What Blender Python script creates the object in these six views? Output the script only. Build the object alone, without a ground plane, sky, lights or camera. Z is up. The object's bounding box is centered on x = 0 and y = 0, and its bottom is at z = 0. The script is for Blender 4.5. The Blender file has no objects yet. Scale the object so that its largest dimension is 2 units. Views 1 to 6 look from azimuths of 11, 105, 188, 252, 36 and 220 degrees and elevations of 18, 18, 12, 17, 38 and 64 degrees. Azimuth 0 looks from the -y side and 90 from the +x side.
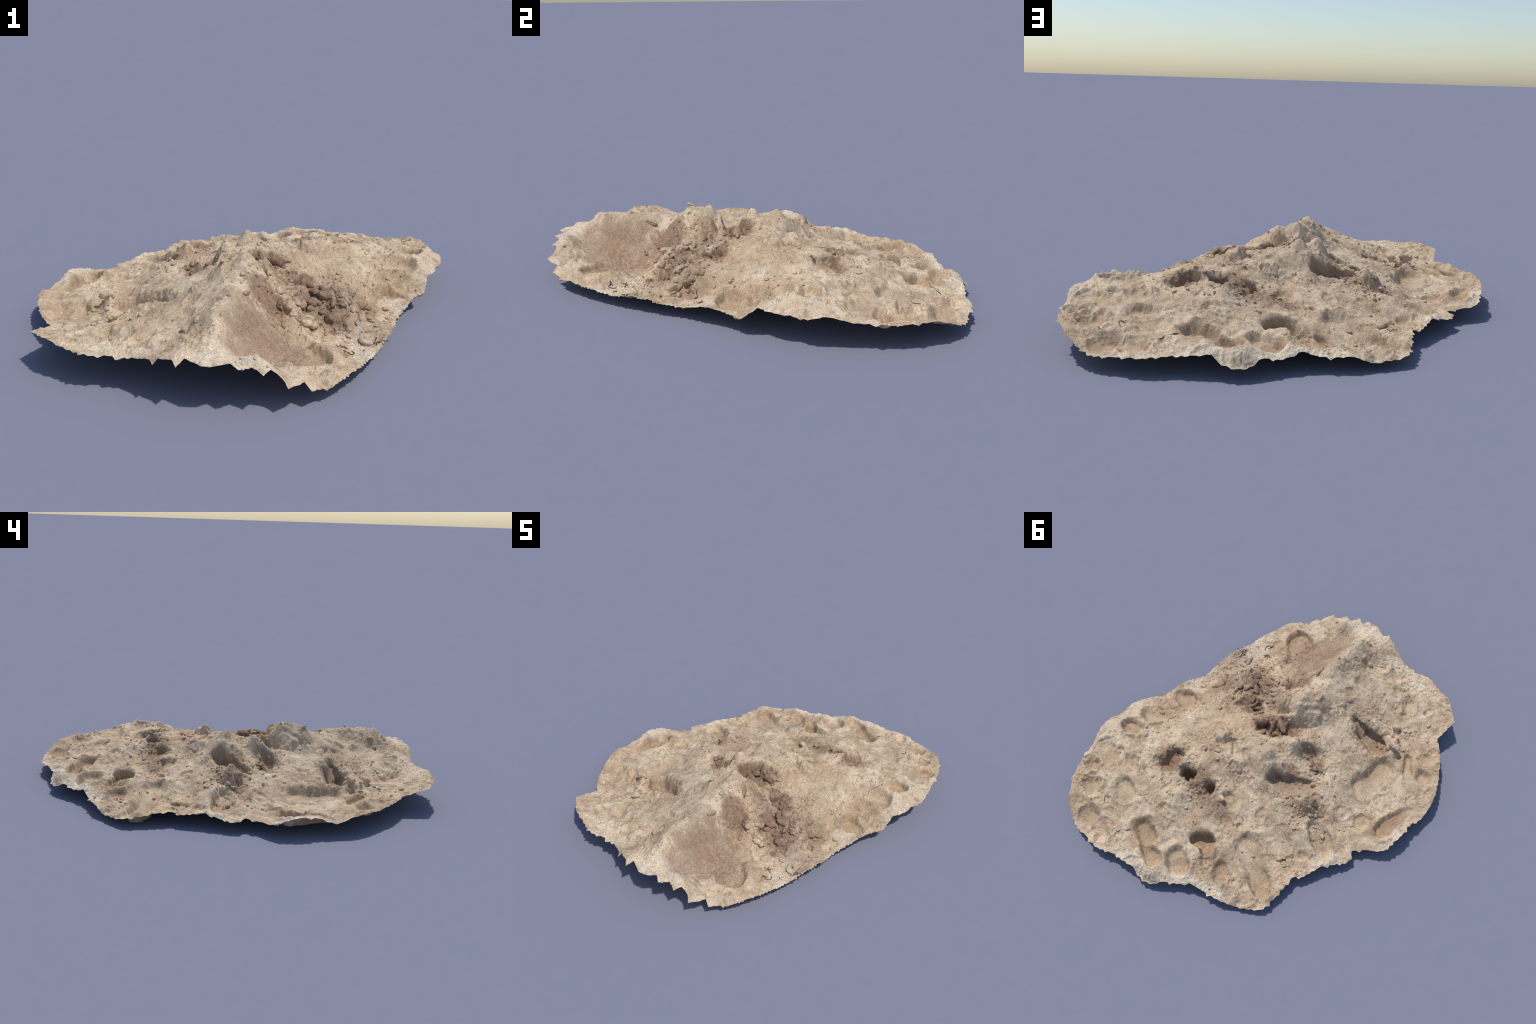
"""A patch of trampled beach sand with a dug-up mound, burrow holes, footprints and clods.
The sand is one height-and-lean surface: a broad relief through a handful of surveyed spots,
hollows pressed into it, lumps raised on it, noise for the crumbs; clods and weed are separate."""
import bpy, math, random
import numpy as np
from mathutils import Vector, Matrix, Euler

RNG = np.random.default_rng(7)
STEP = 0.0034

# ------------------------------------------------------------------ noise
_perm = np.random.default_rng(11).permutation(1024)
_grad = np.random.default_rng(12).uniform(0, 2 * np.pi, 1024)

def perlin(x, y, scale, seed=0):
    x = np.asarray(x) / scale + 17.3 * seed + 100.0
    y = np.asarray(y) / scale + 9.1 * seed + 100.0
    xi, yi = np.floor(x).astype(int), np.floor(y).astype(int)
    xf, yf = x - xi, y - yi
    u, v = xf**3 * (xf * (xf * 6 - 15) + 10), yf**3 * (yf * (yf * 6 - 15) + 10)
    def g(i, j):
        a = _grad[_perm[(_perm[(xi + i) % 1024] + yi + j) % 1024]]
        return np.cos(a) * (xf - i) + np.sin(a) * (yf - j)
    a = g(0, 0) * (1 - u) + g(1, 0) * u
    b = g(0, 1) * (1 - u) + g(1, 1) * u
    return (a * (1 - v) + b * v) * 1.5

def fbm(x, y, scale, octaves=4, seed=0, gain=0.5):
    s, a = 0.0, 1.0
    for k in range(octaves):
        s = s + a * perlin(x, y, scale / 2**k, seed + 3 * k)
        a *= gain
    return s

def cells(x, y, scale, seed=0):
    """distance to the nearest jittered cell point, in cells (0 at its middle)"""
    x = np.asarray(x) / scale + 50 + seed * 7.7
    y = np.asarray(y) / scale + 50 + seed * 3.3
    xi, yi = np.floor(x).astype(int), np.floor(y).astype(int)
    best = np.full(x.shape, 9.0)
    for i in (-1, 0, 1):
        for j in (-1, 0, 1):
            h = _perm[(_perm[(xi + i) % 1024] + yi + j) % 1024]
            px, py = xi + i + (h % 32) / 32, yi + j + (h // 32) / 32
            best = np.minimum(best, np.hypot(px - x, py - y))
    return best

def smooth(a, b, t):
    t = np.clip((t - a) / (b - a), 0, 1)
    return t * t * (3 - 2 * t)

# ------------------------------------------------------------------ the rim of the patch
RIM_NORTH = [(.561, .978, .054), (.64, .924, .088), (.69, .878, .112), (.753, .77, .11), (.776, .70, .11), (.80, .584, .118),
             (.826, .498, .143), (.832, .417, .128), (.807, .354, .13), (.805, .282, .13), (.769, .207, .13), (.762, .14, .078)]
RIM_EAST = [(.732, .089, .078), (.713, .032, .083), (.695, -.043, .083), (.649, -.154, .055), (.647, -.231, .058), (.64, -.296, .07),
            (.622, -.384, .072), (.599, -.465, .055), (.568, -.579, .063), (.534, -.671, .066), (.511, -.728, .073), (.475, -.785, .058)]
RIM_SOUTH = [(.446, -.82, .05), (.43, -.823, .057), (.398, -.877, .067), (.369, -.861, .09), (.361, -.893, .094), (.328, -.944, .099), (.302, -.918, .123),
             (.265, -.919, .148), (.248, -.957, .141), (.204, -.937, .158), (.17, -.981, .164), (.138, -.955, .173), (.112, -.986, .175), (.053, -.995, .168),
             (-.014, -.961, .174), (-.032, -1.0, .159), (-.051, -.978, .172), (-.085, -.965, .165), (-.108, -.952, .16), (-.121, -.97, .145), (-.14, -.945, .148),
             (-.189, -.922, .132), (-.299, -.911, .127), (-.363, -.931, .125), (-.452, -.905, .13), (-.535, -.878, .147)]
RIM_WEST = [(-.644, -.787, .126), (-.627, -.66, .096), (-.721, -.554, .092), (-.815, -.378, .095), (-.831, -.302, .089), (-.834, -.224, .066),
            (-.815, -.143, .09), (-.814, -.069, .104), (-.802, .03, .081), (-.765, .071, .064), (-.714, .098, .058), (-.66, .151, .06),
            (-.688, .183, .052), (-.675, .229, .05), (-.637, .272, .06), (-.589, .336, .072), (-.558, .421, .061), (-.517, .462, .065)]
RIM_HEEL = [(-.52, .539, .06), (-.507, .682, .043), (-.472, .716, .036), (-.377, .766, .03), (-.318, .795, .058), (-.203, .812, .055),
            (-.153, .824, .072), (-.08, .871, .055), (-.027, .907, .068), (.03, .96, .045), (.104, .968, .056), (.142, .951, .085),
            (.29, .969, .069), (.383, 1.0, .066), (.47, .985, .06)]
RIM = RIM_NORTH + RIM_EAST + RIM_SOUTH + RIM_WEST + RIM_HEEL

def jagged_rim():
    r = random.Random(5)
    out = []
    n = len(RIM)
    cx, cy = 0.0, 0.0
    for i in range(n):
        a, b = np.array(RIM[i]), np.array(RIM[(i + 1) % n])
        d = b - a
        ln = math.hypot(d[0], d[1])
        nrm = np.array([d[1], -d[0]]) / ln
        if nrm @ ((a + b)[:2] / 2) < 0:
            nrm = -nrm
        mid = (a + b) / 2
        south = mid[1] < -0.82 and mid[0] > -0.2
        east = mid[0] > 0.45 and mid[1] < 0.3
        west_smooth = mid[0] < -0.55 and mid[1] < -0.2
        pitch = 0.060 if south else (0.019 if east else 0.036)
        amp = 0.003 if south else (0.008 if east else (0.005 if west_smooth else 0.012))
        out.append(tuple(a))
        k = int(round(ln / pitch)) if south else max(1, int(round(ln / pitch)))
        for j in range(1, 2 * k):
            t = (j + r.uniform(-.25, .25)) / (2 * k)
            p = a + d * t
            o = amp * (r.uniform(.3, 1.0) if j % 2 == 0 else -r.uniform(.1, .8)) * r.choice((1.15, .8, .5, .25))
            out.append((p[0] + nrm[0] * o, p[1] + nrm[1] * o, p[2] - (0.35 * o if o > 0 else 0) + r.uniform(-.002, .002)))
    return np.array(out)

# ------------------------------------------------------------------ broad relief: surveyed spots, by landform
SPOTS = {
    "weed flat": [(.491, -.53, .061), (.462, -.486, .068), (.576, -.401, .057), (.62, -.075, .074), (.537, -.2, .066), (.531, -.136, .085), (.524, -.044, .101), (.40, -.42, .066), (.45, -.36, .070), (.36, -.33, .094), (.392, -.576, .090), (.46, -.77, .076), (.434, -.607, .093)],
    "east terrace": [(.715, .29, .166), (.726, .414, .188), (.581, .40, .19), (.60, .47, .178), (.50, .29, .188), (.595, .26, .158), (.505, .18, .172), (.587, .145, .118), (.628, .14, .10), (.572, -.02, .10), (.71, .51, .168), (.77, .41, .170), (.597, .589, .142), (.53, .51, .180), (.535, .614, .140), (.56, .10, .118)],
    "crest over the spoil": [(.36, -.214, .188), (.437, -.11, .168), (.458, -.06, .162), (.475, .072, .165), (.335, -.095, .152), (.32, -.05, .168), (.24, -.224, .170), (.35, .05, .20), (.40, .0, .178)],
    "plain by the burrows": [(.415, .322, .214), (.33, .325, .226), (.438, .445, .195), (.42, .495, .178), (.378, .506, .178), (.285, .446, .198), (.195, .36, .208), (.152, .379, .195), (.208, .218, .224), (.176, .256, .22), (.25, .10, .23), (.17, .05, .252), (.18, .12, .244), (.37, .55, .178), (.21, .52, .190), (.26, .325, .218), (.23, .47, .182), (.15, .44, .172)],
    "north slope": [(.226, .607, .16), (.374, .615, .154), (.503, .769, .118), (.326, .859, .097), (.292, .713, .122), (.02, .57, .128), (.03, .681, .098), (.031, .43, .143), (.007, .253, .167), (-.129, .52, .108), (-.165, .49, .102), (.10, .50, .148), (.12, .75, .10), (.15, .90, .102), (.22, .86, .104), (.05, .93, .088), (.10, .30, .19), (.58, .66, .142), (.593, .739, .124), (.595, .86, .080), (.56, .80, .112), (.538, .694, .13)],
    "spur": [(-.03, .082, .303), (-.062, .162, .226), (-.115, .05, .25), (-.093, -.054, .287), (-.07, .0, .255), (-.148, -.03, .212), (.05, .05, .265), (.09, .02, .252)],
    "mound": [(.041, -.248, .308), (.118, -.22, .266), (.08, -.30, .288), (.096, -.376, .262), (.135, -.30, .238), (.104, -.433, .208), (.066, -.457, .248), (-.036, -.352, .275), (.0, -.30, .295), (-.01, -.20, .24), (-.10, -.245, .208), (-.035, -.168, .196), (-.115, -.19, .206), (-.108, -.306, .214), (-.13, -.436, .215), (-.141, -.488, .202), (.01, -.42, .268), (-.04, -.51, .250)],
    "below the mound": [(.176, -.409, .155), (.165, -.385, .165), (.198, -.351, .155), (.235, -.354, .168), (.256, -.316, .152), (.308, -.235, .155), (.237, -.429, .095), (.315, -.436, .068), (.18, -.27, .20), (.135, -.165, .215)],
    "ridge to the south": [(.090, -.51, .246), (.045, -.625, .280), (.045, -.80, .262), (.050, -.71, .274), (.068, -.56, .262), (-.005, -.68, .250), (-.02, -.62, .225), (-.07, -.752, .186), (-.05, -.87, .185), (.081, -.861, .205), (.02, -.92, .185)],
    "scoop below the ridge": [(.123, -.785, .168), (.09, -.72, .225), (.10, -.64, .238), (.125, -.575, .225), (.15, -.74, .158), (.167, -.696, .144), (.15, -.625, .195), (.19, -.62, .150), (.155, -.533, .170), (.231, -.688, .112), (.253, -.746, .09), (.277, -.53, .075), (.30, -.49, .064), (.33, -.57, .068), (.22, -.56, .115), (.209, -.894, .178), (.17, -.84, .145), (.29, -.83, .105)],
    "west slope": [(-.253, -.694, .16), (-.136, -.597, .195), (-.575, -.797, .122), (-.416, -.575, .10), (-.22, -.462, .168), (-.32, -.49, .146), (-.356, -.50, .124), (-.337, -.56, .114), (-.404, -.639, .118), (-.32, -.78, .132), (-.21, -.83, .140), (-.45, -.72, .114), (-.511, -.556, .088), (-.57, -.62, .092)],
    "west shelf": [(-.285, -.16, .158), (-.339, -.023, .160), (-.183, -.205, .19), (-.24, -.14, .150), (-.25, -.31, .178), (-.418, -.116, .117), (-.425, -.282, .120), (-.469, -.10, .095), (-.568, -.244, .092), (-.59, -.35, .098), (-.54, -.42, .10), (-.581, -.2, .08), (-.662, -.015, .077), (-.772, -.27, .072), (-.68, -.30, .085), (-.70, -.42, .08)],
    "north-west flat": [(-.571, .041, .062), (-.641, .089, .067), (-.432, .126, .103), (-.303, .215, .155), (-.249, .21, .165), (-.13, .222, .172), (-.302, .381, .084), (-.25, .42, .110), (-.394, .427, .056), (-.412, .237, .133), (-.498, .306, .084), (-.482, .342, .064), (-.20, .36, .12), (-.46, .065, .118), (-.08, .33, .145), (-.38, .32, .095)],
    "heel bank": [(-.24, .585, .075), (-.29, .63, .055), (-.288, .66, .052), (-.28, .72, .062), (-.38, .70, .055), (-.49, .56, .052), (-.15, .62, .09), (-.15, .72, .08), (-.196, .644, .060), (-.10, .83, .075)],
}

def relief(X, Y, rim):
    p = np.array([s for group in SPOTS.values() for s in group] + [tuple(q) for q in RIM])
    c2 = 0.020**2
    def k(dx, dy):
        return -np.sqrt(dx * dx + dy * dy + c2)
    n = len(p)
    A = np.zeros((n + 3, n + 3))
    A[:n, :n] = k(p[:, None, 0] - p[None, :, 0], p[:, None, 1] - p[None, :, 1]) - 0.0015 * np.eye(n)
    P = np.c_[np.ones(n), p[:, :2]]
    A[:n, n:], A[n:, :n] = P, P.T
    w = np.linalg.solve(A, np.r_[p[:, 2], 0, 0, 0])
    Z = w[n] + w[n + 1] * X + w[n + 2] * Y
    for i in range(n):
        Z = Z + w[i] * k(X - p[i, 0], Y - p[i, 1])
    return Z

# ------------------------------------------------------------------ hollows and lumps
def chain_depth(X, Y, chain):
    """depth inside a chain of discs (x, y, radius, value): positive inside; and the value carried along it"""
    sd, val = np.full(X.shape, -9.0), np.zeros(X.shape)
    if len(chain) == 1:
        chain = chain * 2
    for (x0, y0, r0, v0), (x1, y1, r1, v1) in zip(chain, chain[1:]):
        dx, dy = x1 - x0, y1 - y0
        L = dx * dx + dy * dy
        t = np.clip(((X - x0) * dx + (Y - y0) * dy) / L, 0, 1) if L else np.zeros(X.shape)
        s = (r0 + (r1 - r0) * t) - np.hypot(X - x0 - dx * t, Y - y0 - dy * t)
        v = v0 + (v1 - v0) * t
        val = np.where(s > sd, v, val)
        sd = np.maximum(sd, s)
    return sd, val

# kind, chain of (x, y, radius, floor height), wall width, lip height, raggedness, (undercut direction and amount)
HOLLOWS = [
    ("sand_scoop", [(.100, -.455, .016, .212), (.140, -.445, .026, .172), (.185, -.425, .036, .130), (.235, -.44, .04, .098)], .024, .0, .006, None),
    ("sand_scoop", [(.25, -.74, .05, .088), (.285, -.60, .06, .070), (.295, -.49, .05, .055)], .05, .0, .006, None),
    ("footprint", [(-.197, .663, .036, .050), (-.235, .715, .034, .048)], .024, .006, .005, None),
    ("footprint", [(-.391, .372, .055, .078), (-.36, .40, .05, .078)], .040, .003, .005, None),
    ("footprint", [(-.479, .342, .030, .054)], .022, .004, .005, None),
    ("footprint", [(-.60, -.01, .055, .056)], .030, .004, .004, None),
    ("footprint", [(-.569, -.465, .022, .074), (-.62, -.385, .030, .068)], .018, .006, .004, None),
    ("footprint", [(-.225, -.803, .042, .138), (-.20, -.76, .03, .150)], .028, .006, .005, None),
    ("footprint", [(-.375, -.715, .040, .112), (-.405, -.67, .028, .110)], .020, .005, .006, None),
    ("footprint", [(.636, .548, .040, .146)], .024, .005, .005, None),
    ("footprint", [(-.117, .687, .034, .070)], .022, .006, .006, None),
    ("footprint", [(.40, .93, .045, .066)], .030, .005, .006, None),
    ("footprint", [(.612, .045, .068, .064), (.655, .05, .045, .066)], .030, .006, .004, None),
    ("footprint", [(.655, .262, .062, .142), (.60, .22, .040, .148), (.54, .135, .018, .150)], .024, .008, .004, None),
    ("footprint", [(.69, .40, .052, .152), (.65, .385, .042, .158)], .026, .008, .004, None),
    ("footprint", [(.70, .58, .070, .136), (.66, .605, .06, .138)], .045, .006, .006, None),
    ("footprint", [(.482, .668, .055, .116), (.445, .69, .055, .126)], .020, .008, .005, None),
    ("footprint", [(.622, .772, .055, .096)], .036, .010, .006, None),
    ("footprint", [(.715, .68, .050, .092)], .036, .008, .006, None),
    ("footprint", [(.526, .892, .058, .056)], .045, .010, .006, None),
    ("footprint", [(.545, .545, .045, .150), (.51, .565, .04, .150)], .030, .006, .006, None),
    ("footprint", [(.10, .852, .055, .070), (.17, .84, .03, .076)], .026, .003, .004, None),
    ("footprint", [(.255, .762, .054, .076), (.20, .786, .058, .072)], .034, .006, .003, None),
    ("footprint", [(-.02, .79, .066, .054), (.01, .77, .06, .070)], .030, .006, .003, None),
    ("footprint", [(-.005, .63, .042, .056), (-.055, .605, .050, .048), (-.085, .645, .036, .046)], .018, .006, .003, ((-.9, .4), .012)),
    ("footprint", [(-.235, .495, .072, .074), (-.34, .555, .060, .034), (-.405, .590, .064, .018), (-.430, .612, .052, .012)], .032, .008, .003, None),
    ("footprint", [(-.44, .195, .045, .090), (-.50, .215, .064, .066), (-.55, .24, .056, .056)], .024, .008, .004, None),
    ("footprint", [(-.485, -.170, .072, .078), (-.50, -.24, .060, .070), (-.505, -.315, .074, .070)], .042, .006, .003, None),
    ("footprint", [(-.715, -.04, .050, .048), (-.715, -.10, .046, .050), (-.755, -.225, .028, .058)], .028, .008, .003, None),
    ("footprint", [(-.70, -.42, .045, .064)], .030, .006, .003, None),
    ("footprint", [(.355, -.660, .085, .066)], .022, .006, .004, None),
    ("footprint", [(-.115, -.63, .055, .176)], .05, .0, .004, None),
    ("burrow_hole", [(.412, .452, .038, .128), (.36, .43, .050, .148), (.365, .375, .056, .168)], .024, .005, .006, ((.3, .9), .010)),
    ("burrow_hole", [(.238, .405, .048, .108)], .020, .008, .006, ((-.4, .9), .016)),
    ("burrow_hole", [(.118, .385, .032, .105), (.095, .41, .022, .115)], .018, .006, .005, ((-.4, .9), .010)),
    ("collapsed_hollow", [(-.125, .145, .056, .156), (-.20, .125, .080, .152), (-.30, .035, .054, .146)], .040, .006, .006, ((-.6, .8), .012)),
    ("collapsed_hollow", [(-.145, -.105, .040, .142), (-.195, -.110, .050, .130), (-.238, -.09, .044, .116)], .048, .002, .008, None),
    ("collapsed_hollow", [(.120, -.045, .050, .188), (.05, -.075, .066, .176), (-.01, -.130, .056, .184), (-.06, -.125, .040, .190)], .048, .005, .014, None),
    ("collapsed_hollow", [(.245, -.14, .058, .128), (.29, -.12, .052, .134)], .042, .004, .012, ((.9, -.3), .010)),
    ("burrow_hole", [(-.230, -.432, .034, .130), (-.31, -.408, .070, .074), (-.385, -.405, .084, .060)], .028, .006, .005, ((.2, 1.0), .022)),
    ("collapsed_hollow", [(.376, -.465, .030, .060), (.325, -.44, .026, .068)], .022, .004, .005, None),
    ("footprint", [(.01, .362, .036, .132)], .024, .003, .004, None),
    ("collapsed_hollow", [(.112, -.262, .016, .215), (.14, -.30, .014, .215)], .014, .002, .003, None),
]
# thin runnels: chains of (x, y, radius, depth)
RUNNELS = [[(.09, .133, .012, .014), (.04, .165, .014, .020), (-.01, .189, .009, .010)], [(.168, .125, .014, .018), (.125, .165, .020, .026), (.10, .185, .014, .016)],
           [(.13, .10, .010, .008), (.07, .125, .008, .008)], [(-.358, -.758, .010, .008), (-.40, -.655, .012, .010)], [(.10, -.30, .010, .012), (.06, -.20, .012, .012)],
           [(.10, -.17, .014, .02), (.03, -.20, .014, .018)], [(-.02, -.25, .010, .012), (-.06, -.30, .012, .014)], [(.07, -.40, .012, .012), (.02, -.36, .010, .010)]]

# x, y, radius, height above the ground, flatness: knobs and lumps that grow out of the sand
LUMPS = [
    (.245, .135, .052, .036, 4), (.215, .13, .03, .014, 3), (-.055, -.345, .048, .026, 3), (-.05, -.262, .052, .028, 3), (.002, -.210, .048, .028, 3), (.03, -.262, .055, .010, 2), (.05, -.34, .05, .012, 2),
    (.125, -.215, .034, .020, 3), (.10, -.195, .030, .018, 2), (.148, -.475, .042, .026, 2), (-.335, .122, .050, .050, 3), (-.375, .15, .026, .022, 2), (-.465, -.455, .036, .040, 2), (-.50, -.43, .030, .022, 2),
    (-.46, -.50, .022, .020, 2), (-.420, -.552, .020, .022, 2), (-.095, -.052, .028, .012, 3), (-.03, .08, .040, .010, 3), (.15, -.42, .030, .016, 2), (.125, -.33, .040, .016, 2),
    (.05, .045, .030, .010, 3), (.58, .385, .016, .020, 2), (-.13, -.436, .020, .016, 2), (-.141, -.488, .016, .012, 2), (.043, -.522, .040, .014, 2),
    (.361, -.535, .030, .016, 2), (.03, .30, .03, .010, 2), (.07, .62, .04, .008, 2), (.14, .20, .018, .012, 2), (.20, .19, .03, .008, 2),
    (.02, .20, .016, .010, 2), (-.24, .41, .03, .012, 2), (-.31, .61, .03, .012, 2), (-.25, .73, .035, .016, 2), (-.36, .72, .03, .012, 2), (.10, .22, .04, .010, 2), (.06, .18, .03, .008, 2),
]

def build_heights(X, Y, rim):
    Z = relief(X, Y, rim)
    wob = fbm(X, Y, .11, 3, 2)
    wob2 = fbm(X, Y, .035, 3, 9)
    lean = np.zeros((2,) + X.shape)
    label = np.full(X.shape, -1)
    calm = np.zeros(X.shape)
    broken = np.zeros(X.shape)
    # spoil heap: crumbly slope below the crest
    spoil = np.exp(-(((X - .43) / .12) ** 2 + ((Y + .26) / .13) ** 2)) + .8 * np.exp(-(((X - .25) / .08) ** 2 + ((Y + .34) / .07) ** 2))
    spoil = np.clip(spoil, 0, 1)
    for k, (kind, chain, wall, lip, rag, under) in enumerate(HOLLOWS):
        sd, floor = chain_depth(X, Y, chain)
        sd = sd + rag * (1.2 * wob2 + wob)
        cx, cy = np.mean([c[0] for c in chain]), np.mean([c[1] for c in chain])
        if kind == "footprint":                        # walls slump to one side, lips come and go
            toward = ((X - cx) * .93 - (Y - cy) * .37) / (np.hypot(X - cx, Y - cy) + 1e-6)
            wall = wall * (.72 + .18 * toward * (under is None) + .22 * np.clip(wob, -1, 1))
            lip = (lip * 1.3 + .001) * np.clip(.55 + 1.1 * fbm(X, Y, .07, 2, 20 + k), 0, 1.5)
        elif under:                                    # steep below the lip, a slope on the far side
            (ux, uy), _ = under
            far = ((X - cx) * ux + (Y - cy) * uy) / math.hypot(ux, uy)
            wall = wall * (1 + 1.3 * smooth(-.02, .05, far))
        w = smooth(0, wall, sd)
        dish = floor + 0.006 * (1 - smooth(0, wall * 2.2, sd)) - (.005 if kind == "footprint" else 0)
        dish = np.minimum(dish, Z + (.02 if kind != "sand_scoop" else .0))
        Z = Z * (1 - w) + dish * w
        Z = Z + lip * np.exp(-((sd + .007) / np.where(sd < -.007, .016, .008)) ** 2)
        if kind != "footprint":
            broken = np.maximum(broken, np.exp(-((sd - .004) / .026) ** 2))
        calm = np.maximum(calm * (1 - 0 * w), w * (1.0 if kind == "footprint" else .7 if kind == "sand_scoop" else .45))
        label = np.where(sd > np.maximum(wall, .01) * .35, k, label)
        if under:
            (ux, uy), amt = under
            ln = math.hypot(ux, uy)
            side = np.clip(-((X - cx) * ux + (Y - cy) * uy) / ln / .05, 0, 1)
            g = side * (np.exp(-((w - .2) / .18) ** 2) - .8 * np.exp(-((w - .8) / .18) ** 2)) * (w > .001) * (w < .999)
            lean[0] += g * amt * ux / ln
            lean[1] += g * amt * uy / ln
    r = random.Random(77)
    scuffs = 0
    while scuffs < 70:
        x, y, a = r.uniform(-.8, .8), r.uniform(-.9, .95), r.uniform(.016, .042)
        ex, ey, turn, dep = a * r.uniform(1.0, 1.7), a, r.uniform(0, 3.14), r.uniform(.004, .009)
        scuffs += 1
        if math.hypot((x - .22) / .2, (y + .62) / .3) < 1:
            continue
        u = ((X - x) * math.cos(turn) + (Y - y) * math.sin(turn)) / ex
        v = (-(X - x) * math.sin(turn) + (Y - y) * math.cos(turn)) / ey
        d = np.sqrt(u * u + v * v) + .18 * wob2
        Z = Z - (1 - calm) * dep * ((1 - smooth(.62, 1.0, d)) - .55 * np.exp(-((d - 1.12) / .16) ** 2))
    for run in RUNNELS:
        sd, dep = chain_depth(X, Y, run)
        Z = Z - dep * smooth(-.008, .010, sd + .003 * wob2)
    for x, y, r, h, e in LUMPS:
        d = np.hypot(X - x + .25 * r * wob2, Y - y + .25 * r * wob) / r
        Z = Z + h * np.clip(1 - np.clip(d, 0, 1) ** e, 0, 1) ** (1.2 if e > 2 else 1)
    rough = (1 - .75 * calm)
    Z = Z + .0080 * fbm(X, Y, .10, 2, 1) * rough
    Z = Z + .0042 * fbm(X, Y, .045, 3, 4, .5) * rough
    billow = 1 - np.abs(perlin(X + .02 * wob2, Y + .02 * wob, .062, 41))
    Z = Z + .011 * (billow - .72) * rough * smooth(-.45, .35, fbm(X, Y, .16, 2, 44))
    crease = np.abs(perlin(X + .015 * wob2, Y - .015 * wob2, .085, 52))
    Z = Z - .006 * np.exp(-(crease / .05) ** 2) * rough * smooth(.0, .4, fbm(X, Y, .2, 2, 47))
    patch = smooth(.1, .5, fbm(X, Y, .20, 2, 6))
    ridge = 1 - np.abs(fbm(X + .008 * wob2, Y, .030, 3, 8, .6))
    Z = Z + (.0085 * patch * rough) * (ridge ** 3 - .45)
    chips = np.clip(1 - cells(X + .012 * wob2, Y + .012 * wob, .030, 6), 0, 1)
    Z = Z + broken * (.009 * (chips ** .8 - .5) + .006 * fbm(X, Y, .026, 3, 30, .5))
    lump = np.clip(1 - cells(X + .01 * wob2, Y + .01 * wob, .045, 1), 0, 1) ** .7
    lump2 = np.clip(1 - cells(X, Y, .020, 2), 0, 1) ** .8
    Z = Z + spoil * (.030 * (lump - .5) + .014 * (lump2 - .5))
    md = smooth(.14, .04, np.hypot(X + .0, Y + .28))
    Z = Z + md * .010 * (np.clip(1 - cells(X, Y, .05, 4), 0, 1) - .5)
    # rippled south-west shoulder
    rip = smooth(-.25, -.45, X) * smooth(-.55, -.72, Y)
    Z = Z + rip * .006 * perlin(X * .6 + Y * .8, (Y * .6 - X * .8) * .35, .035, 5)
    return Z, lean, label, spoil

# ------------------------------------------------------------------ mesh over the plan
def inside(px, py, poly):
    c = np.zeros(px.shape, bool)
    n = len(poly)
    for i in range(n):
        x0, y0 = poly[i][:2]
        x1, y1 = poly[(i + 1) % n][:2]
        if y0 == y1:
            continue
        hit = ((y0 > py) != (y1 > py)) & (px < (x1 - x0) * (py - y0) / (y1 - y0) + x0)
        c ^= hit
    return c

def nearest_on(poly, px, py):
    best = np.full(px.shape, 9.0)
    qx, qy, qz = px.copy(), py.copy(), np.zeros(px.shape)
    n = len(poly)
    for i in range(n):
        a, b = poly[i], poly[(i + 1) % n]
        d = b - a
        t = np.clip(((px - a[0]) * d[0] + (py - a[1]) * d[1]) / (d[0] ** 2 + d[1] ** 2), 0, 1)
        x, y, z = a[0] + d[0] * t, a[1] + d[1] * t, a[2] + d[2] * t
        e = np.hypot(px - x, py - y)
        m = e < best
        best, qx, qy, qz = np.where(m, e, best), np.where(m, x, qx), np.where(m, y, qy), np.where(m, z, qz)
    return best, qx, qy, qz

def sand_grid(rim):
    xs = np.arange(rim[:, 0].min() - .01, rim[:, 0].max() + .01, STEP)
    ys = np.arange(rim[:, 1].min() - .01, rim[:, 1].max() + .01, STEP)
    GX, GY = np.meshgrid(xs, ys, indexing="ij")
    ins = inside(GX, GY, rim)
    cell = ins[:-1, :-1] & ins[1:, :-1] & ins[1:, 1:] & ins[:-1, 1:]
    used = np.zeros(GX.shape, bool)
    for sx in (slice(None, -1), slice(1, None)):
        for sy in (slice(None, -1), slice(1, None)):
            used[sx, sy] |= cell
    idx = -np.ones(GX.shape, int)
    idx[used] = np.arange(used.sum())
    full = np.zeros(GX.shape, int)
    for sx in (slice(None, -1), slice(1, None)):
        for sy in (slice(None, -1), slice(1, None)):
            full[sx, sy] += cell
    border = (used & (full < 4))[used]
    X, Y = GX[used].copy(), GY[used].copy()
    i, j = np.nonzero(cell)
    F = np.stack([idx[i, j], idx[i + 1, j], idx[i + 1, j + 1], idx[i, j + 1]], 1)
    b = np.nonzero(border)[0]
    _, qx, qy, _ = nearest_on(rim, X[b], Y[b])
    X[b], Y[b] = qx, qy
    for c in rim:                                   # a vertex on every tooth tip
        d = np.hypot(X[b] - c[0], Y[b] - c[1])
        k = d.argmin()
        if d[k] < STEP * 1.6:
            X[b[k]], Y[b[k]] = c[0], c[1]
    return X, Y, F, border

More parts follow.
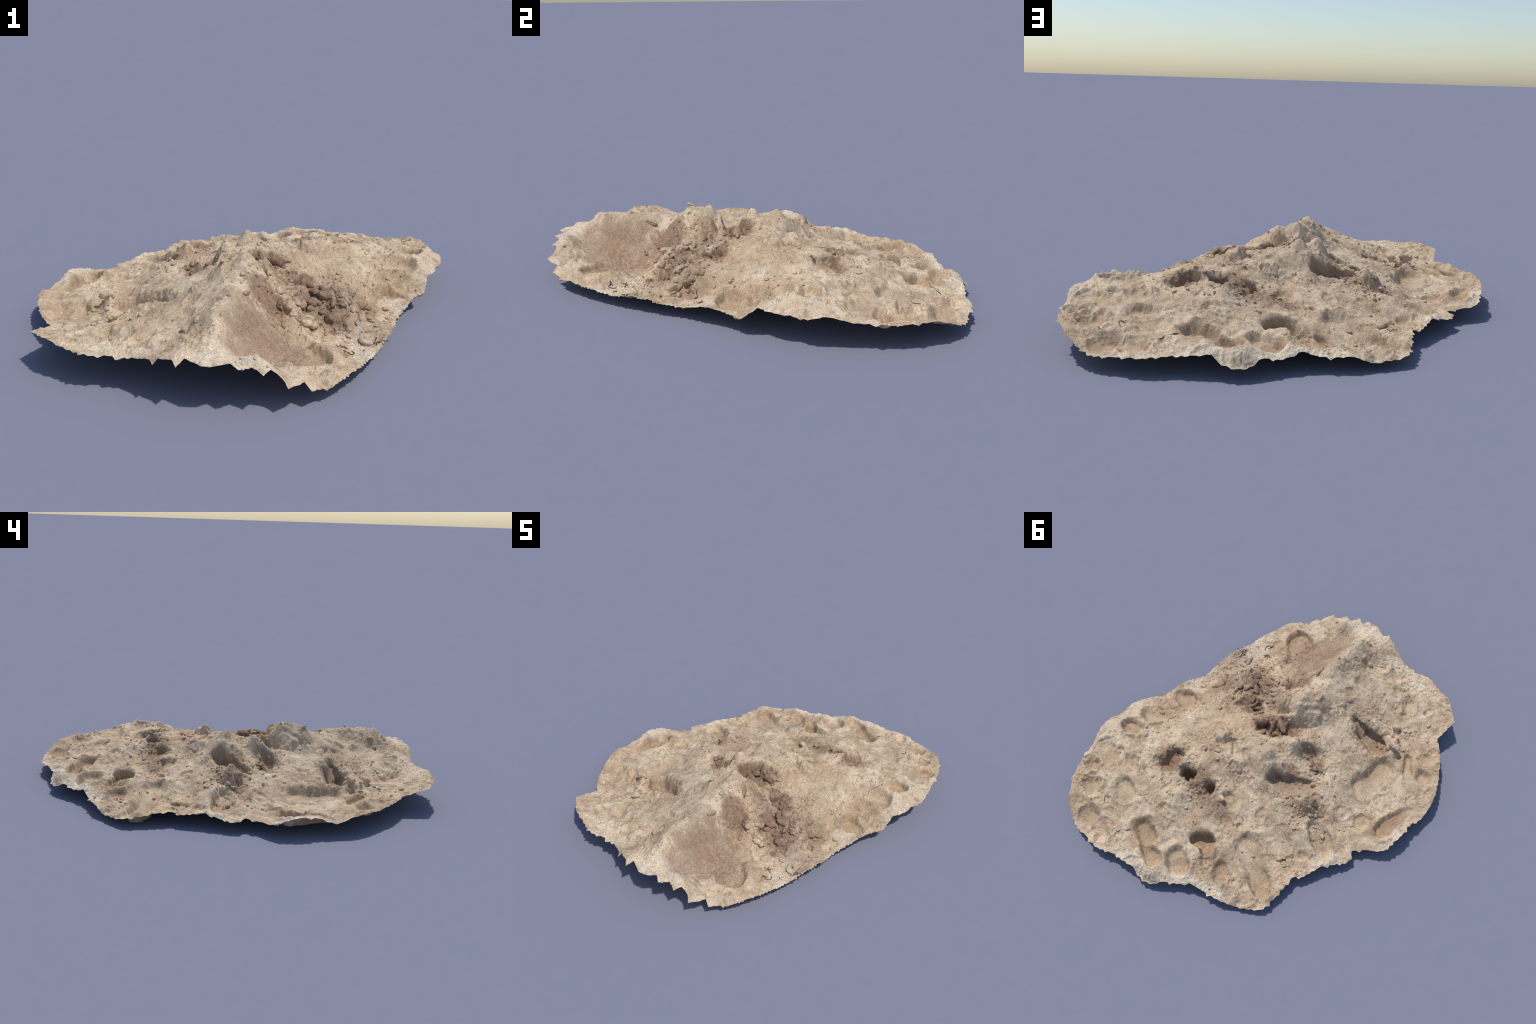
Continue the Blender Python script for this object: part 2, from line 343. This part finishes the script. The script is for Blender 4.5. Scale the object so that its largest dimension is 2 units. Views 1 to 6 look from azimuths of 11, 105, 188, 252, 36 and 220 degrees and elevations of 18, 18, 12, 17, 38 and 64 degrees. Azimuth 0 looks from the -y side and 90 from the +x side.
def mesh_from(name, co, faces, mats):
    me = bpy.data.meshes.new(name)
    me.vertices.add(len(co))
    me.vertices.foreach_set("co", np.asarray(co, np.float32).ravel())
    k = faces.shape[1]
    me.loops.add(faces.size)
    me.loops.foreach_set("vertex_index", faces.astype(np.int32).ravel())
    me.polygons.add(len(faces))
    me.polygons.foreach_set("loop_start", np.arange(0, faces.size, k, dtype=np.int32))
    me.polygons.foreach_set("use_smooth", np.ones(len(faces), bool))
    me.update(calc_edges=True)
    me.validate()
    for m in mats:
        me.materials.append(m)
    return me

# ------------------------------------------------------------------ materials
def N(nt, kind, loc=(0, 0), **kw):
    n = nt.nodes.new(kind)
    for k, v in kw.items():
        setattr(n, k, v)
    return n

def mix_rgb(nt, fac, a, b, blend="MIX"):
    m = N(nt, "ShaderNodeMix", data_type="RGBA", blend_type=blend)
    for sock, v in ((m.inputs[0], fac), (m.inputs[6], a), (m.inputs[7], b)):
        if isinstance(v, bpy.types.NodeSocket):
            nt.links.new(v, sock)
        else:
            sock.default_value = v if not isinstance(v, tuple) else (*v, 1) if len(v) == 3 else v
    return m.outputs[2]

def math_node(nt, op, a, b=0.0, clamp=False):
    m = N(nt, "ShaderNodeMath", operation=op, use_clamp=clamp)
    for sock, v in zip(m.inputs, (a, b)):
        if isinstance(v, bpy.types.NodeSocket):
            nt.links.new(v, sock)
        else:
            sock.default_value = v
    return m.outputs[0]

def noise(nt, vec, scale, detail=3.0, rough=.55):
    t = N(nt, "ShaderNodeTexNoise")
    t.inputs["Scale"].default_value, t.inputs["Detail"].default_value, t.inputs["Roughness"].default_value = scale, detail, rough
    nt.links.new(vec, t.inputs["Vector"])
    return t.outputs["Fac"]

def remap(nt, v, a, b, c=0.0, d=1.0):
    m = N(nt, "ShaderNodeMapRange", clamp=True)
    nt.links.new(v, m.inputs[0])
    for i, q in enumerate((a, b, c, d)):
        m.inputs[i + 1].default_value = q
    return m.outputs[0]

# brown patches, moist dug sand on scoop and spoil, darker brown in hollows: x, y, half length, half width, turn, strength
DARK_SAND = [(0.36, -0.28, 0.22, 0.1, -0.5, 1.0), (0.5, -0.17, 0.08, 0.09, -0.5, 0.7), (0.205, -0.665, 0.148, 0.225, -0.15, 0.7, 0.78, 1.1), (0.125, -0.66, 0.045, 0.17, -0.15, 0.85, 0.3, 1.2), (0.15, -0.385, 0.075, 0.075, -0.3, 0.95, 0.75, 1.05),
        (0.06, -0.085, 0.115, 0.075, 0.4, 1.0, 0.8, 1.1), (0.265, -0.135, 0.085, 0.07, 0, 1.0, 0.75, 1.1), (0.375, 0.415, 0.065, 0.075, 0.3, 0.85, 0.8, 1.1), (0.2, 0.4, 0.11, 0.06, 0, 0.75), (-0.2, 0.12, 0.13, 0.08, 0.3, 0.65),
        (-0.33, -0.41, 0.12, 0.07, 0, 0.75), (-0.16, -0.09, 0.05, 0.06, 0, 0.7), (-0.24, -0.07, 0.05, 0.05, 0, 0.9), (0.04, 0.46, 0.11, 0.06, 0, 0.65), (-0.36, 0.12, 0.06, 0.08, 0, 0.6)]
# trodden sand in the prints: smoother and more tan
PRINTS = [(-0.728, -0.095, 0.042, 0.125, -0.25, 1, 0.8, 1.1), (-0.05, 0.62, 0.068, 0.055, -0.3, 0.98, 0.85, 1.1), (0.225, 0.775, 0.075, 0.052, -0.3, 0.92, 0.85, 1.1), (0.55, 0.02, 0.12, 0.1, 0, 0.57), (-0.5, 0.22, 0.11, 0.06, -0.4, 0.57),
        (-0.4, 0.585, 0.12, 0.062, -0.6, 0.57, 0.85, 1.1), (-0.01, 0.78, 0.07, 0.06, -0.3, 0.46, 0.85, 1.1), (-0.5, -0.25, 0.06, 0.13, 0.1, 0.46, 0.85, 1.1), (-0.115, -0.63, 0.05, 0.05, 0, 0.57, 0.8, 1.1), (0.612, 0.045, 0.062, 0.062, 0, 0.52, 0.85, 1.1),
        (0.355, -0.66, 0.08, 0.08, 0, 0.4, 0.9, 1.05), (0.62, 0.16, 0.1, 0.05, 0.4, 0.63), (-0.22, 0.69, 0.05, 0.06, 0.6, 0.69), (0.65, 0.26, 0.05, 0.06, 0, 0.46), (-0.5, -0.31, 0.06, 0.07, 0, 0.52),
        (0.69, 0.4, 0.055, 0.05, 0, 0.69, 0.8, 1.1), (0.47, 0.68, 0.075, 0.055, 0.3, 0.57, 0.8, 1.1), (0.62, 0.77, 0.05, 0.05, 0, 0.57, 0.8, 1.1), (0.525, 0.89, 0.055, 0.055, 0, 0.57, 0.8, 1.1), (0.12, 0.85, 0.075, 0.05, 0, 0.57, 0.8, 1.1),
        (0.69, 0.58, 0.075, 0.06, 0, 0.46, 0.8, 1.1)]
GREY = [(-.06, -.36, .14, .18, 0, .8), (-.05, -.62, .14, .20, 0, .7), (.05, .12, .12, .12, 0, .6), (-.20, -.30, .14, .20, 0, .55), (.48, .66, .12, .09, 0, .5), (-.48, -.22, .12, .14, 0, .45), (.02, .74, .12, .1, 0, .35), (.42, .12, .1, .14, 0, .35)]  # greyer sand, partly blue sky shading of west-facing slopes put into the colour
PALE = [(-.12, .84, .20, .045, .42, 1.0), (.16, .93, .14, .05, 0, .8), (.55, -.50, .07, .22, .25, .55), (.12, -.93, .14, .07, .1, .7), (-.30, -.86, .2, .06, -.1, .55), (-.79, .0, .05, .1, 0, .7), (.76, .35, .06, .3, 0, .4), (-.6, .31, .06, .1, 0, .5), (.64, -.06, .06, .05, 0, .6)]

def spots_mask(nt, pos, wobble, spots):
    total = None
    for x, y, a, b, turn, s, *soft in spots:
        mp = N(nt, "ShaderNodeMapping", vector_type="TEXTURE")
        mp.inputs["Location"].default_value, mp.inputs["Rotation"].default_value, mp.inputs["Scale"].default_value = (x, y, .1), (0, 0, turn), (a, b, 1e3)
        nt.links.new(pos, mp.inputs["Vector"])
        ln = N(nt, "ShaderNodeVectorMath", operation="LENGTH")
        nt.links.new(mp.outputs[0], ln.inputs[0])
        inner, outer = soft or (.55, 1.25)
        f = remap(nt, math_node(nt, "ADD", ln.outputs["Value"], math_node(nt, "MULTIPLY", wobble, .25 + .5 * (outer - inner))), outer, inner, 0, s)
        total = f if total is None else math_node(nt, "MAXIMUM", total, f)
    return total

def sand_material(name, clod=False):
    m = bpy.data.materials.new(name)
    m.use_nodes = True
    nt = m.node_tree
    bsdf = nt.nodes["Principled BSDF"]
    tc = N(nt, "ShaderNodeTexCoord")
    if clod:
        geo = N(nt, "ShaderNodeNewGeometry")
        pos = geo.outputs["Position"]
    else:
        pos = tc.outputs["Object"]
    big = noise(nt, pos, 7, 4, .6)
    mid = noise(nt, pos, 28, 4, .6)
    fine = noise(nt, pos, 95, 4, .65)
    grain = N(nt, "ShaderNodeTexWhiteNoise", noise_dimensions="3D")
    snap = N(nt, "ShaderNodeVectorMath", operation="SNAP")
    nt.links.new(pos, snap.inputs[0])
    snap.inputs[1].default_value = (.0026, .0026, .0026)
    nt.links.new(snap.outputs[0], grain.inputs["Vector"])
    speck = N(nt, "ShaderNodeTexVoronoi", feature="F1")
    speck.inputs["Scale"].default_value = 330
    nt.links.new(pos, speck.inputs["Vector"])
    wob = math_node(nt, "MULTIPLY", math_node(nt, "SUBTRACT", math_node(nt, "ADD", math_node(nt, "ADD", big, mid), noise(nt, pos, 16, 4, .6)), 1.5), 2.2)
    col = mix_rgb(nt, remap(nt, big, .40, .60), (.53, .392, .258), (.74, .59, .42))
    col = mix_rgb(nt, remap(nt, mid, .52, .68, 0, .75), col, (.42, .29, .184))
    crumb = noise(nt, pos, 52, 5, .7)
    rash = math_node(nt, "MULTIPLY", remap(nt, crumb, .50, .62, 0, .8), remap(nt, noise(nt, pos, 9, 3, .5), .48, .6))
    col = mix_rgb(nt, rash, col, (.33, .212, .136))
    col = mix_rgb(nt, remap(nt, mid, .42, .32, 0, .6), col, (.78, .645, .475))
    col = mix_rgb(nt, spots_mask(nt, pos, wob, PRINTS), col, mix_rgb(nt, remap(nt, mid, .35, .65), (.50, .372, .242), (.42, .300, .192)))
    dark_sand = spots_mask(nt, pos, wob, DARK_SAND)
    dark_sand_col = mix_rgb(nt, remap(nt, mid, .3, .7), (.205, .130, .090), (.345, .226, .150))
    dark_sand = math_node(nt, "MULTIPLY", dark_sand, remap(nt, crumb, .38, .56, .72, 1.0))
    col = mix_rgb(nt, dark_sand, col, dark_sand_col)
    col = mix_rgb(nt, math_node(nt, "MULTIPLY", spots_mask(nt, pos, wob, GREY), .45), col, (.56, .47, .35))
    col = mix_rgb(nt, math_node(nt, "MULTIPLY", spots_mask(nt, pos, wob, PALE), .9), col, (.80, .69, .53))
    # thin reddish crumb streaks
    streak = remap(nt, math_node(nt, "ABSOLUTE", math_node(nt, "SUBTRACT", fine, .5)), 0, .05, .55, 0)
    col = mix_rgb(nt, math_node(nt, "MULTIPLY", streak, remap(nt, mid, .42, .62)), col, (.30, .185, .115))
    # salt-and-pepper grains
    g = N(nt, "ShaderNodeValToRGB")
    g.color_ramp.elements[0].position, g.color_ramp.elements[0].color = 0, (.38, .37, .38, 1)
    g.color_ramp.elements[1].position, g.color_ramp.elements[1].color = 1, (1.6, 1.58, 1.53, 1)
    e = g.color_ramp.elements.new(.25); e.color = (.92, .91, .90, 1)
    e = g.color_ramp.elements.new(.75); e.color = (1.18, 1.17, 1.14, 1)
    nt.links.new(grain.outputs["Value"], g.inputs[0])
    col = mix_rgb(nt, .55, col, g.outputs[0], "MULTIPLY")
    tint = mix_rgb(nt, .16, (1.0, 1.0, 1.0), grain.outputs["Color"])
    col = mix_rgb(nt, 1.0, col, tint, "MULTIPLY")
    nt.links.new(col, bsdf.inputs["Base Color"])
    bsdf.inputs["Roughness"].default_value = .95
    bsdf.inputs["Specular IOR Level"].default_value = .15
    bump = N(nt, "ShaderNodeBump")
    bump.inputs["Strength"].default_value, bump.inputs["Distance"].default_value = .5, .005
    h = math_node(nt, "ADD", math_node(nt, "MULTIPLY", noise(nt, pos, 70, 5, .68), 1.6), math_node(nt, "MULTIPLY", noise(nt, pos, 260, 2, .6), .45))
    nt.links.new(h, bump.inputs["Height"])
    nt.links.new(bump.outputs[0], bsdf.inputs["Normal"])
    return m

def weed_material():
    m = bpy.data.materials.new("dried_weed")
    m.use_nodes = True
    nt = m.node_tree
    b = nt.nodes["Principled BSDF"]
    tc = N(nt, "ShaderNodeTexCoord")
    c = mix_rgb(nt, noise(nt, tc.outputs["Object"], 60), (.045, .035, .035), (.12, .075, .06))
    nt.links.new(c, b.inputs["Base Color"])
    b.inputs["Roughness"].default_value = .8
    return m

# ------------------------------------------------------------------ clods
def clod_mesh(name, seed, mat, flat=.75, angular=.5):
    import bmesh
    bm = bmesh.new()
    bmesh.ops.create_icosphere(bm, subdivisions=4, radius=1)
    r = random.Random(seed)
    planes = [(Vector((r.gauss(0, 1), r.gauss(0, 1), r.gauss(0, 1))).normalized(), r.uniform(.55, .9)) for _ in range(7)]
    off = Vector((seed * 3.1, seed * 1.7, 0))
    from mathutils import noise as mn
    for v in bm.verts:
        d = v.co.normalized()
        rad = 1.0
        for n, h in planes:
            k = d.dot(n)
            if k > 0.01:
                rad = min(rad, rad * (1 - angular) + angular * min(rad, h / k))
        rad *= 1 + .16 * mn.noise(d * 1.6 + off) + .07 * mn.noise(d * 4.5 + off) + .03 * mn.noise(d * 11 + off)
        v.co = d * rad
        v.co.z *= flat
    me = bpy.data.meshes.new(name)
    bm.to_mesh(me)
    bm.free()
    for p in me.polygons:
        p.use_smooth = True
    me.materials.append(mat)
    return me

# x, y, size, stretch, turn, sink (share of the size below the sand)
BIG_CLODS = [(.407, -.311, .036, 1.1, .4, .25), (.602, -.085, .016, 1.2, .9, .2), (.531, -.136, .017, 1.6, .5, .3), (.537, -.2, .015, 1.4, .3, .3), (.525, -.165, .013, 1.2, 1, .3),
             (.139, -.063, .036, 1.2, .8, .2), (.085, -.075, .034, 1.7, 2.2, .15), (.04, -.115, .030, 1.6, 2.4, .1), (.065, -.03, .020, 1.8, 2.5, .1), (.035, -.06, .020, 1.3, .5, .2), (.10, -.02, .022, 1.4, 1, .1),
             (.02, -.09, .018, 1.4, 2, .2), (.275, -.135, .022, 1.5, 1.1, .1), (.25, -.15, .020, 1.6, .6, .1), (.29, -.16, .018, 1.4, 2, .2), (.26, -.11, .018, 1.6, 2.6, .1), (.30, -.10, .014, 1.3, .5, .2),
             (.031, .394, .020, 1.3, .4, .1), (-.036, -.352, .012, 1.6, 1.2, .15), (-.07, -.753, .018, 1.2, .2, .2), (-.03, -.745, .015, 1.3, 1.2, .3), (-.492, .192, .014, 1.1, 0, .2), (-.569, .042, .011, 1, 0, .2),
             (-.505, .215, .008, 1, 0, .3), (-.421, .115, .014, 1.2, .4, .1), (-.40, .14, .015, 1.2, 2, .1), (-.385, .16, .013, 1.3, .6, .1), (-.29, .02, .016, 1.1, .7, .2), (-.265, -.065, .017, 1.1, 0, .1),
             (-.245, -.05, .014, 1.1, 0, .1), (.205, .43, .013, 1.2, .3, .3), (-.416, -.558, .020, 1.2, .5, .2), (-.485, -.44, .024, 1.4, .2, .3), (-.52, -.475, .014, 1.2, .7, .2), (-.114, -.19, .009, 1.2, 0, .2),
             (-.108, -.306, .009, 1, 0, .2), (-.394, .427, .017, 1.3, .8, .3), (-.41, .41, .012, 1.2, .2, .3), (.208, .218, .014, 1.5, .3, .2), (.176, .256, .011, 1.2, .3, .2), (.175, -.05, .014, 1.3, .4, .2),
             (.095, -.505, .018, 1.8, 1.5, .1), (.31, -.28, .030, 1.4, .9, .3), (.27, -.31, .026, 1.5, .3, .3), (.34, -.37, .024, 1.5, 1.4, .3), (.30, -.375, .028, 1.6, .2, .35), (.36, -.25, .022, 1.4, .7, .3),
             (.44, -.24, .020, 1.3, .2, .3), (.47, -.20, .016, 1.4, .9, .3), (.415, -.165, .020, 1.3, .9, .25), (.455, -.14, .016, 1.3, .3, .3), (.40, -.20, .018, 1.3, .3, .3), (.23, -.28, .022, 1.3, .4, .3), (.21, -.25, .016, 1.3, .4, .3)]

def make():
    rim = jagged_rim()
    X, Y, F, border = sand_grid(rim)
    Z, lean, label, spoil = build_heights(X, Y, rim)
    dist, qx, qy, qz = nearest_on(rim, X, Y)
    k = 1 - smooth(0, .035, dist)
    zr = relief(qx, qy, rim)
    Z = Z * (1 - k) + (Z + (qz - zr)) * k * .5 + Z * k * .5
    Z[border] = Z[border] * .35 + qz[border] * .65
    X0, Y0 = X.copy(), Y.copy()
    X, Y = X + lean[0] * (dist > .02), Y + lean[1] * (dist > .02)
    Z = Z - .006 * smooth(0, .07, dist)                # the trodden inside lies a little below its lips
    Z = np.maximum(Z, .004)
    sand, weed, clodm = sand_material("dry_sand"), weed_material(), sand_material("clod_sand", True)

    root = bpy.data.objects.new("sand_patch", None)
    bpy.context.collection.objects.link(root)
    root["label"] = "ragged patch of trampled beach sand with mound, burrows and footprints"
    root["category"] = "sand ground"
    co = np.c_[X, Y, Z]
    whole = mesh_from("whole", co, F, [])
    nrm = np.zeros(len(co) * 3, np.float32)
    whole.vertices.foreach_get("normal", nrm)
    nrm = nrm.reshape(-1, 3)
    bpy.data.meshes.remove(whole)

    def part(name, mask, parent=root):
        f = F[mask]
        if not len(f):
            return None
        u, inv = np.unique(f, return_inverse=True)
        me = mesh_from(name, co[u], inv.reshape(f.shape), [sand])
        me.normals_split_custom_set_from_vertices([tuple(map(float, n)) for n in nrm[u]])
        ob = bpy.data.objects.new(name, me)
        bpy.context.collection.objects.link(ob)
        ob.parent = parent
        return ob

    fl = label[F].max(1)
    md = np.hypot((X0[F].mean(1) + .005) / .115, (Y0[F].mean(1) + .285) / .125) < 1
    for i, h in enumerate(HOLLOWS):
        part(h[0], fl == i)
    part("mound", (fl < 0) & md)
    part("sand_bed", (fl < 0) & ~md)
    # closed underneath: a thin shell that runs out to nothing at the rim
    th = .0035 * smooth(0, .03, dist)
    under = mesh_from("underside", np.c_[X, Y, np.maximum(Z - th, .0)], F[:, ::-1], [sand])
    ob = bpy.data.objects.new("underside", under)
    bpy.context.collection.objects.link(ob)
    ob.parent = root

    def ground(x, y):
        i = np.argmin((X - x) ** 2 + (Y - y) ** 2)
        return Z[i], Vector(nrm[i].tolist())

    meshes = [clod_mesh("clod", s, clodm, .8, .75) for s in range(1, 9)]
    r = random.Random(21)
    def add_clod(x, y, size, stretch, turn, sink, name="clod"):
        z, n = ground(x, y)
        ob = bpy.data.objects.new(name, meshes[r.randrange(len(meshes))])
        bpy.context.collection.objects.link(ob)
        ob.parent = root
        ob.scale = (size * stretch, size / math.sqrt(stretch) * r.uniform(.9, 1.1), size * r.uniform(.8, 1.05))
        ob.rotation_euler = (r.uniform(-.45, .45), r.uniform(-.45, .45), turn + r.uniform(-.4, .4))
        ob.location = (x, y, z + size * (.45 - sink))
        return ob
    for c in BIG_CLODS:
        add_clod(*c)
    for _ in range(34):                                # large lumps down the middle of the spoil
        t = r.random()
        x, y = .20 + .32 * t + r.gauss(0, .022), -.34 + .18 * t + r.gauss(0, .04)
        add_clod(x, y, r.uniform(.012, .030), r.uniform(1, 1.7), r.uniform(0, 6.28), r.uniform(.3, .6))
    # spoil crumbs, thick below the crest and thinning outwards
    n = 0
    while n < 130:
        x, y = r.gauss(.42, .085), r.gauss(-.26, .09)
        if r.random() < .25:
            x, y = r.gauss(.25, .05), r.gauss(-.33, .05)
        if math.hypot(x - .30, y + .56) < .16 or not inside(np.array([x]), np.array([y]), rim)[0]:
            continue
        add_clod(x, y, min(.022, .006 + r.expovariate(1 / .0045)), r.uniform(1, 1.6), r.uniform(0, 6.28), r.uniform(.25, .5))
        n += 1
    # crumbs strewn over the rest, joined as stuff
    pieces_v, pieces_f, base = [], [], 0
    src = clod_mesh("crumb_source", 40, clodm, .8, .7)
    import bmesh
    bm = bmesh.new()
    bmesh.ops.create_icosphere(bm, subdivisions=2, radius=1)
    sv = np.array([v.co[:] for v in bm.verts])
    sf = np.array([[v.index for v in f.verts] for f in bm.faces])
    bm.free()
    bpy.data.meshes.remove(src)
    fields = [(.05, -.10, .10, 60), (.14, -.30, .08, 60), (-.16, -.10, .06, 30), (-.20, .22, .10, 40), (.30, .38, .08, 30), (-.3, -.6, .1, 30), (.62, .2, .06, 25), (-.40, .12, .08, 60), (-.33, .20, .05, 30), (.10, .45, .07, 40), (-.45, -.52, .06, 35), (.40, -.25, .12, 140), (-.28, -.05, .05, 25), (.25, .5, .06, 20), (-.40, .43, .05, 20), (-.25, .72, .06, 25), (-.02, -.74, .06, 20), (.56, .33, .05, 14), (.15, -.12, .07, 30), (0, 0, .4, 70), (.2, -.93, .05, 15)]
    for fx, fy, s, cnt in fields:
        for _ in range(cnt):
            x, y = r.gauss(fx, s), r.gauss(fy, s)
            if not inside(np.array([x]), np.array([y]), rim)[0]:
                continue
            z, nn = ground(x, y)
            size = .0025 + r.expovariate(1 / .0022)
            size = min(size, .009)
            jit = 1 + .25 * np.sin(sv @ np.array([r.uniform(-4, 4), r.uniform(-4, 4), r.uniform(-4, 4)]) + r.uniform(0, 6))
            v = sv * jit[:, None] * np.array([r.uniform(.8, 1.5), r.uniform(.8, 1.2), r.uniform(.6, .9)]) * size
            a = r.uniform(0, 6.28)
            R = np.array([[math.cos(a), -math.sin(a), 0], [math.sin(a), math.cos(a), 0], [0, 0, 1]])
            pieces_v.append(v @ R.T + np.array([x, y, z + .25 * size]))
            pieces_f.append(sf + base)
            base += len(sv)
    me = mesh_from("crumbs", np.concatenate(pieces_v), np.concatenate(pieces_f), [clodm])
    ob = bpy.data.objects.new("crumbs", me)
    bpy.context.collection.objects.link(ob)
    ob.parent = root
    ob["kind"] = "stuff"

    # dried weed and twigs
    def strand(name, pts, thick):
        cu = bpy.data.curves.new(name, "CURVE")
        cu.dimensions, cu.bevel_depth, cu.bevel_resolution, cu.resolution_u = "3D", thick, 2, 6
        sp = cu.splines.new("NURBS")
        sp.points.add(len(pts) - 1)
        for p, (x, y) in zip(sp.points, pts):
            p.co = (x, y, ground(x, y)[0] + thick * .7, 1)
        sp.use_endpoint_u, sp.order_u = True, 3
        tmp = bpy.data.objects.new(name, cu)
        bpy.context.collection.objects.link(tmp)
        dg = bpy.context.evaluated_depsgraph_get()
        me = bpy.data.meshes.new_from_object(tmp.evaluated_get(dg))
        bpy.data.objects.remove(tmp)
        me.materials.clear()
        me.materials.append(weed)
        o = bpy.data.objects.new(name, me)
        bpy.context.collection.objects.link(o)
        o.parent = root
    strand("weed", [(.478, -.548), (.487, -.540), (.495, -.548), (.505, -.542), (.510, -.525), (.503, -.512), (.497, -.510)], .0022)
    for cx, cy, cnt, s in ((.462, -.486, 5, .012), (.576, -.401, 8, .018), (.482, -.545, 4, .008), (.545, -.50, 3, .006)):
        for _ in range(cnt):
            a = r.uniform(0, 6.28)
            p = [(cx + r.gauss(0, s * .4), cy + r.gauss(0, s * .4))]
            for _ in range(4):
                a += r.uniform(-.9, .9)
                p.append((p[-1][0] + s * .6 * math.cos(a), p[-1][1] + s * .6 * math.sin(a)))
            strand("weed", p, r.uniform(.0008, .0017))
    strand("twig", [(.262, .79), (.29, .815), (.31, .84), (.332, .85), (.335, .865), (.35, .87)], .0018)
    strand("twig", [(.50, .765), (.515, .76), (.525, .77), (.515, .785), (.505, .80)], .0015)

make()
